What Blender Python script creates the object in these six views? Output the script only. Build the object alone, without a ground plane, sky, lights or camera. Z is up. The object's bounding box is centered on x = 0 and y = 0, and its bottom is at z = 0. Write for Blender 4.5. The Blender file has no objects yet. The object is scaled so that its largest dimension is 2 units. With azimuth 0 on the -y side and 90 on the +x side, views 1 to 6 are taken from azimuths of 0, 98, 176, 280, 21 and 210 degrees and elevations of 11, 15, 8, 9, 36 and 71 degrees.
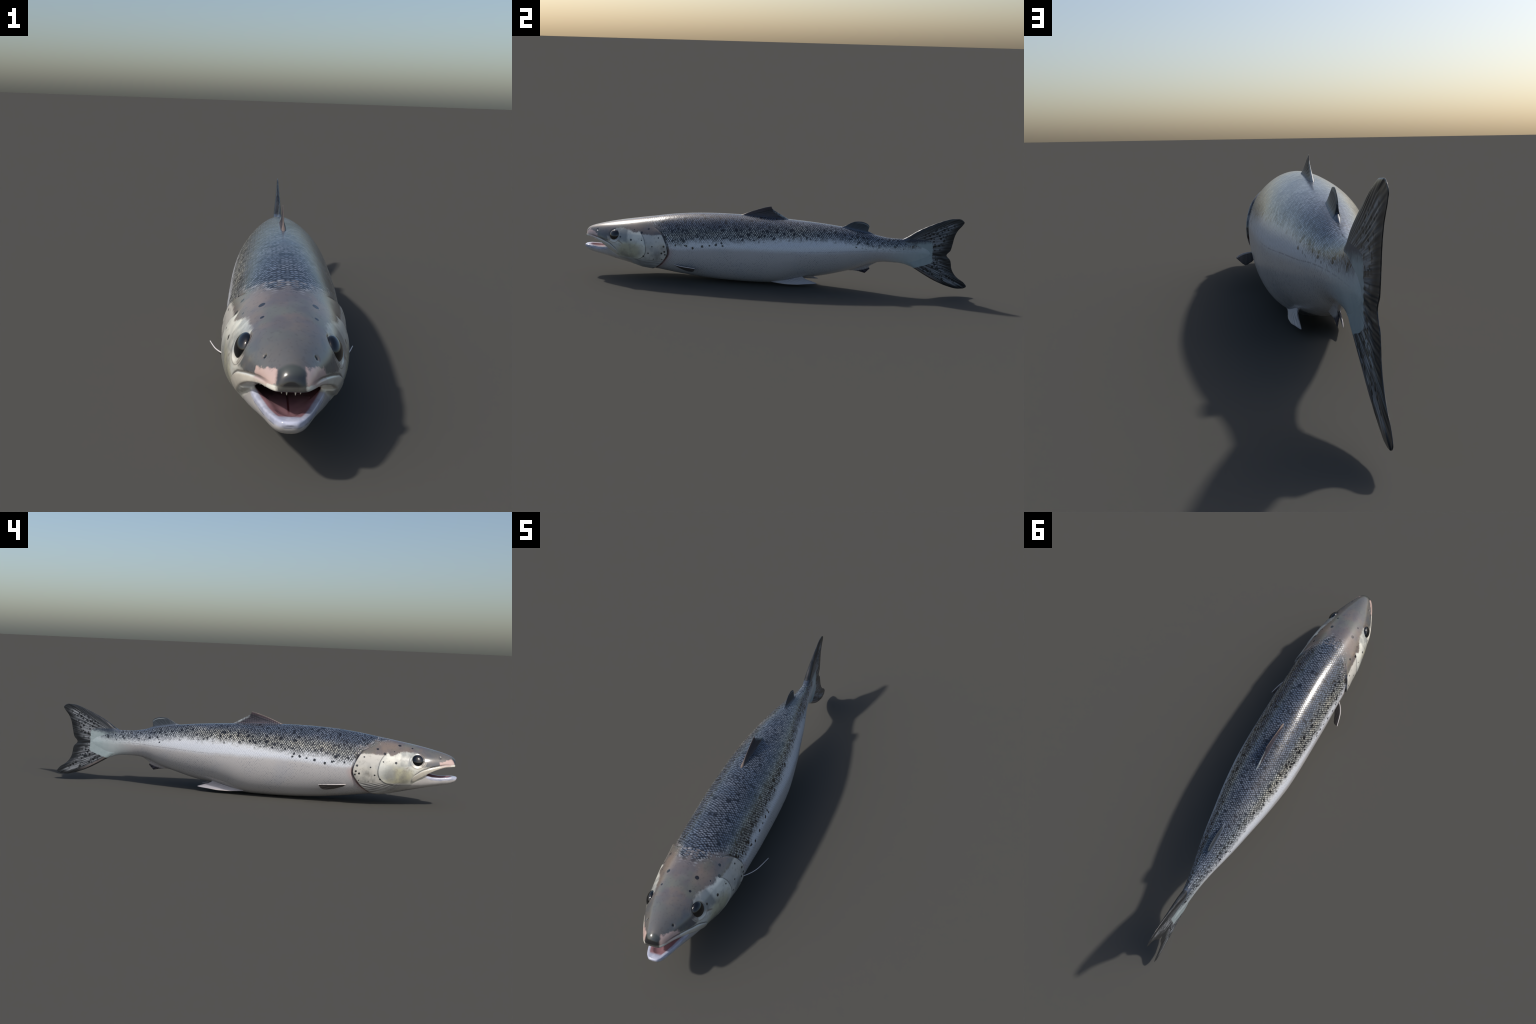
import numpy as np

# ----------------------------------------------------------------------------
# profile helpers
# ----------------------------------------------------------------------------
def curve(points):
    """Smooth shape-preserving curve through control points (monotone cubic)."""
    p = np.array(sorted(points), float)
    X, Y = p[:, 0], p[:, 1]
    h = np.diff(X)
    d = np.diff(Y) / h
    m = np.zeros_like(X)
    m[0], m[-1] = d[0], d[-1]
    for i in range(1, len(X) - 1):
        if d[i - 1] * d[i] > 0:
            w1, w2 = 2 * h[i] + h[i - 1], h[i] + 2 * h[i - 1]
            m[i] = (w1 + w2) / (w1 / d[i - 1] + w2 / d[i])

    def f(x):
        x = np.clip(x, X[0], X[-1])
        i = np.clip(np.searchsorted(X, x) - 1, 0, len(X) - 2)
        t = (x - X[i]) / h[i]
        t2, t3 = t * t, t * t * t
        return ((2 * t3 - 3 * t2 + 1) * Y[i] + (t3 - 2 * t2 + t) * h[i] * m[i]
                + (-2 * t3 + 3 * t2) * Y[i + 1] + (t3 - t2) * h[i] * m[i + 1])
    return f


def step(x, a, b):
    t = np.clip((x - a) / (b - a), 0, 1)
    return t * t * (3 - 2 * t)


def smax(a, b, k):
    h = np.clip(0.5 + 0.5 * (a - b) / k, 0, 1)
    return b + (a - b) * h + k * h * (1 - h)


def smin(a, b, k):
    return -smax(-a, -b, k)


# ----------------------------------------------------------------------------
# body profiles along the length (y, nose at -1, tail at +1)
# ----------------------------------------------------------------------------
BACK = curve([(-1.003, .185), (-.999, .205), (-.994, .217), (-.987, .230), (-.975, .2415), (-.955, .2515),
              (-.93, .2595), (-.896, .2685), (-.804, .2885), (-.711, .3045), (-.618, .3195), (-.524, .3345),
              (-.43, .3445), (-.359, .3488), (-.288, .3512), (-.216, .3518), (-.156, .3508), (-.03, .3470),
              (.092, .3396), (.22, .3310), (.345, .3182), (.43, .3045), (.513, .2885), (.551, .2800),
              (.597, .2732), (.648, .2716), (.69, .2760), (.735, .2810), (.765, .2800), (.795, .2710),
              (.812, .2600), (.822, .2430), (.828, .2100)])
BELLY = curve([(-1.003, .150), (-1.0, .1385), (-.997, .1315), (-.986, .1217), (-.957, .1107), (-.908, .1015),
               (-.859, .0915), (-.810, .0800), (-.761, .0680), (-.711, .0570), (-.674, .0500), (-.641, .0465),
               (-.612, .0445), (-.55, .0360), (-.496, .0275), (-.425, .0185), (-.354, .0105), (-.282, .0050),
               (-.21, .0018), (-.113, .0002), (-.03, .0010), (.05, .0085), (.112, .0240), (.18, .0400),
               (.241, .0505), (.286, .0600), (.363, .0810), (.415, .0960), (.46, .1120), (.505, .1320),
               (.54, .1420), (.583, .1475), (.646, .1468), (.684, .1410), (.715, .1310), (.735, .1280),
               (.77, .1390), (.80, .1505), (.816, .1600), (.824, .1750), (.828, .2000)])
WIDTH = curve([(-1.003, .004), (-1.0, .016), (-.993, .027), (-.98, .0390), (-.955, .0520), (-.93, .0630),
               (-.9, .0760), (-.86, .0930), (-.812, .1085), (-.775, .1180), (-.735, .1255), (-.66, .1345),
               (-.6, .1370), (-.54, .1378), (-.47, .1385), (-.39, .1400), (-.30, .1418), (-.20, .1418),
               (-.10, .1415), (-.03, .1400), (.04, .1365), (.10, .1305), (.15, .1240), (.20, .1165),
               (.30, .0985), (.40, .0805), (.49, .0610), (.56, .0445), (.61, .0345), (.66, .0265),
               (.70, .0218), (.75, .0160), (.79, .0110), (.815, .0065), (.828, .0020)])
GIRTH_PTS = [(-1.003, .172), (-.95, .183), (-.9, .184), (-.85, .178), (-.8, .172), (-.7, .167), (-.6, .166),
               (-.4, .168), (-.2, .172), (0., .172), (.2, .182), (.4, .198), (.6, .209), (.7, .206), (.828, .205)]
GIRTH = curve(GIRTH_PTS)
# exponent of the lower half section: the throat is more V-shaped than the belly
KEEL = curve([(-1.003, 1.9), (-.95, 1.7), (-.86, 1.75), (-.75, 1.95), (-.65, 2.15), (-.55, 2.15), (-.4, 2.1), (-.2, 2.08),
              (0., 1.98), (.12, 1.82), (.25, 1.72), (.45, 1.72), (.60, 1.85), (.70, 1.75), (.76, 1.35), (.828, 1.2)])
# exponent of the upper half: shoulders slope a little
ROOF = curve([(-1.003, 2.0), (-.9, 2.0), (-.75, 1.95), (-.6, 1.87), (-.4, 1.88), (-.1, 1.95), (.2, 2.05), (.4, 2.05), (.60, 1.95),
              (.70, 1.75), (.76, 1.35), (.828, 1.2)])
# lower jaw: half width and height of its widest line, and the edge where the head overhangs it
JAW_WIDTH_PTS = [(-1.003, .006), (-1.0, .0150), (-.995, .0205), (-.985, .0275), (-.96, .0370), (-.93, .0460), (-.9, .0550),
                   (-.857, .0715), (-.83, .0815), (-.8, .0920), (-.76, .1030), (-.72, .108), (-.68, .100), (-.65, .08)]
JAW_WIDTH = curve(JAW_WIDTH_PTS)
JAW_LINE = curve([(-1.003, .143), (-.9, .138), (-.857, .142), (-.8, .142), (-.7, .14)])
OVERHANG = curve([(-1.01, .190), (-.95, .190), (-.92, .185), (-.89, .176), (-.87, .166), (-.857, .157), (-.83, .140), (-.805, .126), (-.79, .108),
                  (-.76, .075), (-.72, .03), (-.70, -.05)])

# gill cover rear edge and preopercle edge, as y over z
GILL_PTS = [(.030, -.66), (.045, -.628), (.058, -.604), (.0746, -.582), (.0995, -.554), (.1227, -.5365), (.14, -.525), (.165, -.518),
            (.19, -.5225), (.22, -.535), (.2487, -.553), (.269, -.581), (.2867, -.628), (.30, -.68)]
CHEEK_PTS = [(.100, -.76), (.107, -.720), (.110, -.703), (.1136, -.680), (.125, -.657), (.1426, -.642), (.17, -.636), (.192, -.6385),
             (.2214, -.647), (.248, -.667), (.262, -.69)]
GILL_EDGE = curve(GILL_PTS)
CHEEK_EDGE = curve(CHEEK_PTS)
# mouth
LIP_UP_PTS = [(-1.01, .2010), (-.985, .1990), (-.95, .1975), (-.92, .1900), (-.89, .1790), (-.87, .1690), (-.856, .1600),
                (-.845, .1500), (-.80, .140)]
LIP_UP = curve(LIP_UP_PTS)
LIP_LOW_PTS = [(-1.01, .1490), (-.985, .1500), (-.95, .1470), (-.92, .1450), (-.89, .1470), (-.87, .1520), (-.858, .1570),
                 (-.845, .1620), (-.80, .170)]
LIP_LOW = curve(LIP_LOW_PTS)
# upper jaw bone strip: centre line z over y and its half width
JAW_BONE_PTS = [(-.99, .2030), (-.95, .2000), (-.90, .1890), (-.87, .1790), (-.84, .1660), (-.82, .1540), (-.805, .1430), (-.78, .125)]
JAW_BONE = curve(JAW_BONE_PTS)
JAW_BONE_W_PTS = [(-.99, .004), (-.95, .006), (-.90, .0085), (-.86, .0120), (-.83, .0150), (-.805, .0150), (-.792, .008), (-.785, .001)]
JAW_BONE_W = curve(JAW_BONE_W_PTS)


def relief(x, y, z):
    """Raised and sunk surface features, in metres along the normal."""
    ax = np.abs(x)
    d = np.zeros(np.broadcast(x, y, z).shape)
    side = step(ax, .02, .05)
    # gill cover: a plate whose rear edge stands off the shoulder
    e = GILL_EDGE(z) - y
    plate = step(e, -.0012, .0016) * np.exp(-np.maximum(e, 0) / .085) * .0072
    d += plate * step(z, .035, .055) * step(z, .285, .235)
    d -= .0030 * np.exp(-((e + .005) / .0045) ** 2) * step(z, .045, .07) * step(z, .285, .25) * side
    # cheek plate
    c = CHEEK_EDGE(z) - y
    d += step(c, -.0010, .0014) * np.exp(-np.maximum(c, 0) / .05) * .0022 * step(z, .104, .112) * step(z, .252, .232) * side
    # gill rays under the cover
    fan = (z - .045) / (.060 + .20 * (y + .60))
    ray = np.sin(fan * 34.0)
    d += .0011 * ray * step(y, -.76, -.70) * step(e, .002, .02) * step(z, .120, .100) * side
    # jaw bone strip
    w = JAW_BONE_W(y)
    q = (z - JAW_BONE(y))
    band = step(w - np.abs(q), -.0015, .0025) * step(y, -.985, -.93) * step(y, -.786, -.796)
    d += band * (.0016 + .0014 * step(y, -.93, -.82)) * side
    groove = np.exp(-((q - w - .0035) / .003) ** 2) * step(y, -.97, -.92) * step(y, -.79, -.81)
    d -= .0022 * groove * side
    # eye socket: shallow dish with a raised rim in front and below
    r = np.sqrt((y + .8135) ** 2 + (z - .2255) ** 2)
    d -= .0020 * step(r, .0330, .0240) * side
    d += .0012 * np.exp(-((r - .0330) / .003) ** 2) * side * step(z - .2255 - .6 * (y + .8135), .012, -.008)
    # nostrils
    rn = np.sqrt((y + .9165) ** 2 + (z - .2393) ** 2 + (ax - .0473) ** 2)
    d -= .0050 * np.exp(-(rn / .0045) ** 2)
    # bulb of the nose
    rb = np.sqrt((y + .983) ** 2 + (z - .226) ** 2 + (ax * .8) ** 2)
    d += .0022 * np.exp(-(rb / .020) ** 2)
    return d


def body_field(x, y, z):
    """Negative inside the fish (metres, roughly a distance)."""
    ax = np.abs(x)
    a, zc, zt, zb = WIDTH(y), GIRTH(y), BACK(y), BELLY(y)
    up = z >= zc
    b = np.where(up, zt - zc, zc - zb)
    n = np.where(up, ROOF(y), KEEL(y))
    b = np.maximum(b, 1e-4)
    X, Z = ax / a, np.abs(z - zc) / b
    rho = (X ** n + Z ** n + 1e-12) ** (1 / n)
    r = np.sqrt(ax ** 2 + (z - zc) ** 2) + 1e-9
    radial = r * (1 - 1 / np.maximum(rho, 1e-6))
    # slope of the radial distance against the true normal
    g = np.sqrt((X ** (n - 1) / a) ** 2 + (Z ** (n - 1) / b) ** 2) * np.maximum(rho, 1e-6) ** (1 - n)
    outer = np.where(rho > .3, (rho - 1) / np.maximum(g, 1e-6), radial)
    outer = np.clip(outer, -.05, .05)
    # lower jaw under the overhanging upper jaw
    fw = y < -.66
    jw, jl, jb = JAW_WIDTH(y), JAW_LINE(y), np.maximum(JAW_LINE(y) - zb, 1e-3)
    jn = 2.4 - .65 * step(y, -.86, -.70)
    jb = np.maximum(jb - .008 * step(y, -.77, -.68), 1e-3)
    jr = ((ax / jw) ** jn + (np.abs(z - jl) / np.where(z > jl, .045, jb)) ** jn + 1e-12) ** (1 / jn)
    jawf = (jr - 1) * np.minimum(jw, jb) * (.6 + .4 * np.clip(jr, 0, 1))
    hang = smax(outer, (OVERHANG(y) - z) * .8, .006)
    outer = np.where(fw, smin(hang, np.clip(jawf, -.05, .05), .004), outer)
    outer = smax(outer, np.maximum(y - .8285, -1.0035 - y), .003)
    near = (np.abs(outer) < .03)
    outer = outer - np.where(near, relief(x, y, z), 0)
    # snout ends before the chin does
    outer = smax(outer, np.minimum(-.9925 - y + .45 * np.maximum(.205 - z, 0) * 0, z - .185) * 1.0, .006)
    # mouth
    slit = np.maximum(z - LIP_UP(y), LIP_LOW(y) - z)
    slit = np.where(y < -.83, slit, .05)
    t = np.clip((y + .985) / .2, 0, 1)
    cy_ = (y + .868) / .112
    cw = np.maximum(JAW_WIDTH(y) - .0105, .002) * np.sqrt(np.clip(1 - cy_ ** 6, 0, 1))
    cf = .160 + .004 * t
    ch = np.where(z > cf, .036, .0245 + .004 * t) * np.sqrt(np.clip(1 - cy_ ** 4, 0, 1))
    cr = np.sqrt((ax / np.maximum(cw, 1e-3)) ** 2 + ((z - cf) / np.maximum(ch, 1e-3)) ** 2)
    cav = (cr - 1) * np.minimum(np.maximum(cw, 1e-3), np.maximum(ch, 1e-3))
    cav = np.where(np.abs(cy_) < .999, cav, .05)
    cut = smin(slit, cav, .004)
    return smax(outer, -cut, .0045)


def gradient(x, y, z, h=4e-4):
    g = np.stack([body_field(x + h, y, z) - body_field(x - h, y, z),
                  body_field(x, y + h, z) - body_field(x, y - h, z),
                  body_field(x, y, z + h) - body_field(x, y, z - h)], -1) / (2 * h)
    return g


def spaced(marks):
    """Coordinates with piecewise spacing: [(start, step), ..., (end, None)]."""
    out = []
    for (a, s), (b, _) in zip(marks[:-1], marks[1:]):
        k = max(1, int(round((b - a) / s)))
        out += list(np.linspace(a, b, k, endpoint=False))
    return np.array(out + [marks[-1][0]])


def surface_nets(gx, gy, gz, field):
    """Quad mesh of the zero level of field on a (non-uniform) grid."""
    F = np.empty((len(gx), len(gy), len(gz)), np.float32)
    for j0 in range(0, len(gy), 40):
        ys = gy[j0:j0 + 40]
        F[:, j0:j0 + 40] = field(gx[:, None, None], ys[None, :, None], gz[None, None, :])
    S = F < 0
    nx, ny, nz = [n - 1 for n in F.shape]
    cnt = np.zeros((nx, ny, nz), np.int8)
    for i in (0, 1):
        for j in (0, 1):
            for k in (0, 1):
                cnt += S[i:i + nx, j:j + ny, k:k + nz]
    act = (cnt > 0) & (cnt < 8)
    ids = np.full(act.shape, -1, np.int64)
    cells = np.argwhere(act)
    ids[act] = np.arange(len(cells))
    ci, cj, ck = cells.T
    acc = np.zeros((len(cells), 3))
    num = np.zeros(len(cells))
    grid = (gx, gy, gz)
    for axis in range(3):
        o = [a for a in range(3) if a != axis]
        for p in (0, 1):
            for q in (0, 1):
                off0 = np.zeros(3, int)
                off0[o[0]], off0[o[1]] = p, q
                off1 = off0.copy()
                off1[axis] = 1
                A = F[ci + off0[0], cj + off0[1], ck + off0[2]].astype(float)
                B = F[ci + off1[0], cj + off1[1], ck + off1[2]].astype(float)
                cr = (A < 0) != (B < 0)
                t = np.where(cr, A / np.where(cr, A - B, 1), 0)
                P = np.empty((len(cells), 3))
                idx = (ci, cj, ck)
                for a in range(3):
                    lo = grid[a][idx[a] + off0[a]]
                    hi = grid[a][idx[a] + off1[a]]
                    P[:, a] = lo + t * (hi - lo)
                acc[cr] += P[cr]
                num[cr] += 1
    V = acc / num[:, None]
    quads = []
    for axis in range(3):
        o = [(axis + 1) % 3, (axis + 2) % 3]
        sl0 = [slice(None)] * 3
        sl1 = [slice(None)] * 3
        sl0[axis] = slice(0, -1)
        sl1[axis] = slice(1, None)
        ch = S[tuple(sl0)] != S[tuple(sl1)]
        e = np.argwhere(ch)
        ok = np.ones(len(e), bool)
        for a in o:
            ok &= (e[:, a] > 0) & (e[:, a] < F.shape[a] - 1)
        e = e[ok]
        inside0 = S[e[:, 0], e[:, 1], e[:, 2]]
        corner = []
        for da, db in ((-1, -1), (0, -1), (0, 0), (-1, 0)):
            c = e.copy()
            c[:, o[0]] += da
            c[:, o[1]] += db
            corner.append(ids[c[:, 0], c[:, 1], c[:, 2]])
        q = np.stack(corner, -1)
        q[~inside0] = q[~inside0][:, ::-1]
        quads.append(q)
    return V, np.concatenate(quads)


def settle(V, quads, rounds=3):
    """Even out the net a little, then put every vertex on the surface."""
    e = np.concatenate([quads[:, [0, 1]], quads[:, [1, 2]], quads[:, [2, 3]], quads[:, [3, 0]]])
    e = np.concatenate([e, e[:, ::-1]])
    deg = np.bincount(e[:, 0], minlength=len(V))
    for _ in range(rounds):
        L = np.stack([np.bincount(e[:, 0], V[e[:, 1], a], minlength=len(V)) for a in range(3)], -1) / deg[:, None]
        V = V * .5 + L * .5
        for _ in range(2):
            f = body_field(*V.T)
            g = gradient(*V.T)
            g2 = np.maximum((g ** 2).sum(1), .15)
            mv = -(f / g2)[:, None] * g
            ln = np.linalg.norm(mv, axis=1)
            V = V + mv * np.minimum(1, .002 / np.maximum(ln, 1e-9))[:, None]
    return V
import bpy, math
from mathutils import Vector

# ----------------------------------------------------------------------------
# mesh helpers
# ----------------------------------------------------------------------------
ROOT = bpy.data.objects.new("salmon", None)
bpy.context.scene.collection.objects.link(ROOT)
ROOT["label"] = "silver salmon with black-spotted blue-grey back and open mouth"
ROOT["category"] = "fish"


def add_mesh(name, verts, faces, mats, parent=None, face_mat=None, normals=None):
    me = bpy.data.meshes.new(name)
    me.from_pydata([tuple(v) for v in verts], [], [tuple(f) for f in faces])
    for m in mats:
        me.materials.append(m)
    if face_mat is not None:
        me.polygons.foreach_set("material_index", np.asarray(face_mat, np.int32))
    me.polygons.foreach_set("use_smooth", np.ones(len(me.polygons), bool))
    me.update()
    if normals is not None:
        me.normals_split_custom_set_from_vertices([tuple(n) for n in normals])
    ob = bpy.data.objects.new(name, me)
    bpy.context.scene.collection.objects.link(ob)
    ob.parent = parent or ROOT
    return ob


def vertex_normals(V, F):
    tri = V[F]
    n = np.cross(tri[:, 2] - tri[:, 0], tri[:, 3] - tri[:, 1])
    N = np.zeros_like(V)
    for k in range(4):
        for a in range(3):
            N[:, a] += np.bincount(F[:, k], n[:, a], minlength=len(V))
    return N / np.maximum(np.linalg.norm(N, axis=1), 1e-12)[:, None]


def resample(points, n, smooth=True, marks=None):
    """n points along a 3D control polyline, by chord length or by given marks."""
    p = np.array(points, float)
    if marks is None:
        s = np.concatenate([[0], np.cumsum(np.linalg.norm(np.diff(p, axis=0), axis=1))])
        s /= s[-1]
    else:
        s = np.array(marks, float)
    u = np.linspace(0, 1, n)
    if not smooth:
        return np.stack([np.interp(u, s, p[:, a]) for a in range(p.shape[1])], -1)
    return np.stack([curve(list(zip(s, p[:, a])))(u) for a in range(p.shape[1])], -1)


def fin_mesh(name, base, edge, half_thick, mats, nu=120, nv=40, sag=None, power=1.0, face_mat=None, parent=None):
    """A fin as a closed shell between a base line and an outer edge."""
    u = np.linspace(0, 1, nu)[:, None]
    v = (np.linspace(0, 1, nv) ** power)[None, :]
    P = base[:, None, :] * (1 - v)[..., None] + edge[:, None, :] * v[..., None]
    if sag is not None:
        P = P + sag(u, v)
    du = np.gradient(P, axis=0)
    dv = np.gradient(P, axis=1)
    N = np.cross(du, dv)
    ln = np.linalg.norm(N, axis=2, keepdims=True)
    mean = (N / np.maximum(ln, 1e-12))[nu // 5:-nu // 5, nv // 4:-nv // 4].mean((0, 1))
    mean /= np.linalg.norm(mean)
    N = np.where(ln > 1e-9, N / np.maximum(ln, 1e-12), mean)
    N = np.where((N @ mean)[..., None] < .2, mean, N)
    t = half_thick(u, v, P)[..., None]
    A, Bk = P + N * t, P - N * t
    idx = np.arange(nu * nv).reshape(nu, nv)
    F = []
    a = np.stack([idx[:-1, :-1], idx[1:, :-1], idx[1:, 1:], idx[:-1, 1:]], -1).reshape(-1, 4)
    F.append(a)
    F.append(a[:, ::-1] + nu * nv)
    ring = np.concatenate([idx[:, 0][::-1], idx[0, 1:], idx[1:, -1], idx[-1, :-1][::-1]])
    r2 = np.roll(ring, -1)
    F.append(np.stack([ring, r2, r2 + nu * nv, ring + nu * nv], -1)[:, ::-1])
    F = np.concatenate(F)
    V = np.concatenate([A.reshape(-1, 3), Bk.reshape(-1, 3)])
    ob = add_mesh(name, V, F, mats, parent)
    import bmesh
    bm = bmesh.new()
    bm.from_mesh(ob.data)
    bmesh.ops.remove_doubles(bm, verts=bm.verts, dist=1e-5)
    bmesh.ops.recalc_face_normals(bm, faces=bm.faces)
    bm.to_mesh(ob.data)
    bm.free()
    ob.data.polygons.foreach_set("use_smooth", np.ones(len(ob.data.polygons), bool))
    return ob


# ----------------------------------------------------------------------------
# body: one smooth surface, separated into its anatomical regions
# ----------------------------------------------------------------------------
gx = spaced([(-.165, .0034), (-.06, .0028), (-.024, .0018), (.024, .0028), (.06, .0034), (.165, None)])
gy = spaced([(-1.012, .0020), (-.5, .0045), (.70, .0035), (.84, None)])
gz = spaced([(-.01, .0026), (.37, None)])
V, Q = surface_nets(gx, gy, gz, body_field)
V = settle(V, Q)
V[:, 2] = np.maximum(V[:, 2], 0.0)
NV = vertex_normals(V, Q)

C = V[Q].mean(1)
cy, cz, cax = C[:, 1], C[:, 2], np.abs(C[:, 0])


def in_mouth(x, y, z):
    """Depth below the outer skin: the mouth lining lies well inside it."""
    a, zc = WIDTH(y), GIRTH(y)
    b = np.where(z > zc, BACK(y) - zc, zc - BELLY(y))
    n = np.where(z > zc, 2.0, KEEL(y))
    rho = ((np.abs(x) / a) ** n + (np.abs(z - zc) / b) ** n) ** (1 / n)
    return rho


NC = vertex_normals(V, Q)[Q].mean(1)
rho_c = in_mouth(C[:, 0], cy, cz)
lining = (cy < -.75) & (cy > -.985) & (cax < JAW_WIDTH(cy) - .0095)
lining &= (cz < LIP_UP(np.minimum(cy, -.86)) + .036) & (cz > .122) & (rho_c < .86) & (np.abs(cax) >= 0)
jaw = (cy < -.80) & (cz < .5 * (LIP_UP(cy) + LIP_LOW(cy))) & (cy < -.857 + .8 * (cz - .10))
gill = (GILL_EDGE(cz) - cy > 0) & (cy > -.75) & (cy < -.50)
region = np.full(len(Q), 1)
region[cy > .50] = 2
region[(GILL_EDGE(np.clip(cz, .045, .285)) - cy > -.0005) & (cy < -.50)] = 0
region[jaw] = 3
region[lining] = 4
# ----------------------------------------------------------------------------
# materials: small expression helpers over shader nodes
# ----------------------------------------------------------------------------
def srgb(r, g, b):
    return tuple(((c / 255 + .055) / 1.055) ** 2.4 if c > 10 else c / 255 / 12.92 for c in (r, g, b)) + (1.0,)


class Tree:
    def __init__(self, name):
        self.mat = bpy.data.materials.new(name)
        self.mat.use_nodes = True
        self.t = self.mat.node_tree
        self.bsdf = self.t.nodes["Principled BSDF"]
        tc = self.node("ShaderNodeTexCoord")
        self.P = tc.outputs["Object"]
        s = self.node("ShaderNodeSeparateXYZ")
        self.t.links.new(self.P, s.inputs[0])
        self.X, self.Y, self.Z = (Val(self, o) for o in s.outputs)
        self.AX = self.X.abs()

    def node(self, kind, **kw):
        n = self.t.nodes.new(kind)
        for k, v in kw.items():
            setattr(n, k, v)
        return n

    def put(self, sock, v):
        if isinstance(v, Val):
            self.t.links.new(v.s, sock)
        elif hasattr(v, "is_linked"):
            self.t.links.new(v, sock)
        else:
            sock.default_value = v

    def math(self, op, *a):
        n = self.node("ShaderNodeMath", operation=op)
        for i, v in enumerate(a):
            self.put(n.inputs[i], v)
        return Val(self, n.outputs[0])

    def vec(self, x, y, z=0.0):
        n = self.node("ShaderNodeCombineXYZ")
        for i, v in enumerate((x, y, z)):
            self.put(n.inputs[i], v)
        return n.outputs[0]

    def step(self, v, a, b):
        """Smooth 0..1 ramp from a to b (a may exceed b)."""
        n = self.node("ShaderNodeMapRange", interpolation_type="SMOOTHSTEP")
        lo, hi, t0, t1 = (a, b, 0., 1.) if a < b else (b, a, 1., 0.)
        for i, x in enumerate((v, lo, hi, t0, t1)):
            self.put(n.inputs[i], x)
        return Val(self, n.outputs[0])

    def curve(self, v, pts):
        """Hand-shaped curve through control points."""
        pts = sorted(pts)
        x0, x1 = pts[0][0], pts[-1][0]
        y0, y1 = min(p[1] for p in pts), max(p[1] for p in pts)
        y1 = y1 if y1 > y0 else y0 + 1e-6
        n = self.node("ShaderNodeFloatCurve")
        c = n.mapping.curves[0]
        while len(c.points) < len(pts):
            c.points.new(.5, .5)
        for p, q in zip(c.points, pts):
            p.location = ((q[0] - x0) / (x1 - x0), (q[1] - y0) / (y1 - y0))
            p.handle_type = "AUTO_CLAMPED"
        n.mapping.update()
        self.put(n.inputs["Value"], ((v - x0) * (1 / (x1 - x0))).clamp())
        return Val(self, n.outputs[0]) * (y1 - y0) + y0

    def noise(self, scale, detail=3., vec=None, rough=.5, dist=0.):
        n = self.node("ShaderNodeTexNoise")
        self.put(n.inputs["Vector"], vec if vec is not None else self.P)
        self.put(n.inputs["Scale"], scale)
        self.put(n.inputs["Detail"], detail)
        self.put(n.inputs["Roughness"], rough)
        self.put(n.inputs["Distortion"], dist)
        return Val(self, n.outputs["Fac"])

    def voronoi(self, vec, rand=1., dim="2D"):
        n = self.node("ShaderNodeTexVoronoi", voronoi_dimensions=dim)
        self.put(n.inputs["Vector"], vec)
        self.put(n.inputs["Scale"], 1.)
        self.put(n.inputs["Randomness"], rand)
        s = self.node("ShaderNodeSeparateColor")
        self.put(s.inputs[0], n.outputs["Color"])
        return Val(self, n.outputs["Distance"]), Val(self, s.outputs[0]), Val(self, s.outputs[1]), n.outputs["Position"]

    def mix(self, f, a, b):
        n = self.node("ShaderNodeMix", data_type="RGBA")
        self.put(n.inputs[0], f)
        self.put(n.inputs[6], a)
        self.put(n.inputs[7], b)
        return n.outputs[2]

    def spots(self, vec, places):
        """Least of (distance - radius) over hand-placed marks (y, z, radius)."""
        best = None
        for y, z, r, *x in places:
            n = self.node("ShaderNodeVectorMath", operation="DISTANCE")
            self.put(n.inputs[0], vec)
            n.inputs[1].default_value = (x[0] if x else 0, y, z)
            d = Val(self, n.outputs["Value"]) - r
            best = d if best is None else self.math("MINIMUM", best, d)
        return best

    def finish(self, color, rough=.35, height=None, bump=.3, dist=.001, spec=.5, coat=0., normal=None):
        self.put(self.bsdf.inputs["Base Color"], color)
        self.put(self.bsdf.inputs["Roughness"], rough)
        self.put(self.bsdf.inputs["Specular IOR Level"], spec)
        self.put(self.bsdf.inputs["Coat Weight"], coat)
        self.put(self.bsdf.inputs["Coat Roughness"], .12)
        if height is not None:
            b = self.node("ShaderNodeBump")
            self.put(b.inputs["Strength"], bump)
            self.put(b.inputs["Distance"], dist)
            self.put(b.inputs["Height"], height)
            self.t.links.new(b.outputs[0], self.bsdf.inputs["Normal"])
        return self.mat


class Val:
    def __init__(self, t, s):
        self.t, self.s = t, s

    def __add__(self, o): return self.t.math("ADD", self, o)
    __radd__ = __add__
    def __sub__(self, o): return self.t.math("SUBTRACT", self, o)
    def __rsub__(self, o): return self.t.math("SUBTRACT", o, self)
    def __mul__(self, o): return self.t.math("MULTIPLY", self, o)
    __rmul__ = __mul__
    def __truediv__(self, o): return self.t.math("DIVIDE", self, o)
    def __neg__(self): return self * -1.
    def abs(self): return self.t.math("ABSOLUTE", self)
    def clamp(self): return self.t.math("MINIMUM", self.t.math("MAXIMUM", self, 0.), 1.)
    def max(self, o): return self.t.math("MAXIMUM", self, o)
    def min(self, o): return self.t.math("MINIMUM", self, o)
    def sin(self): return self.t.math("SINE", self)
    def inv(self): return 1. - self


# where the pale stalk gives way to the dark tail fin: y over z
STALK_EDGE = [(.05, .700), (.115, .700), (.1275, .734), (.138, .764), (.152, .804), (.166, .8205), (.192, .8185), (.2195, .8185), (.257, .816), (.2706, .797),
              (.276, .745), (.2795, .68), (.286, .64), (.40, .62)]
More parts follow.
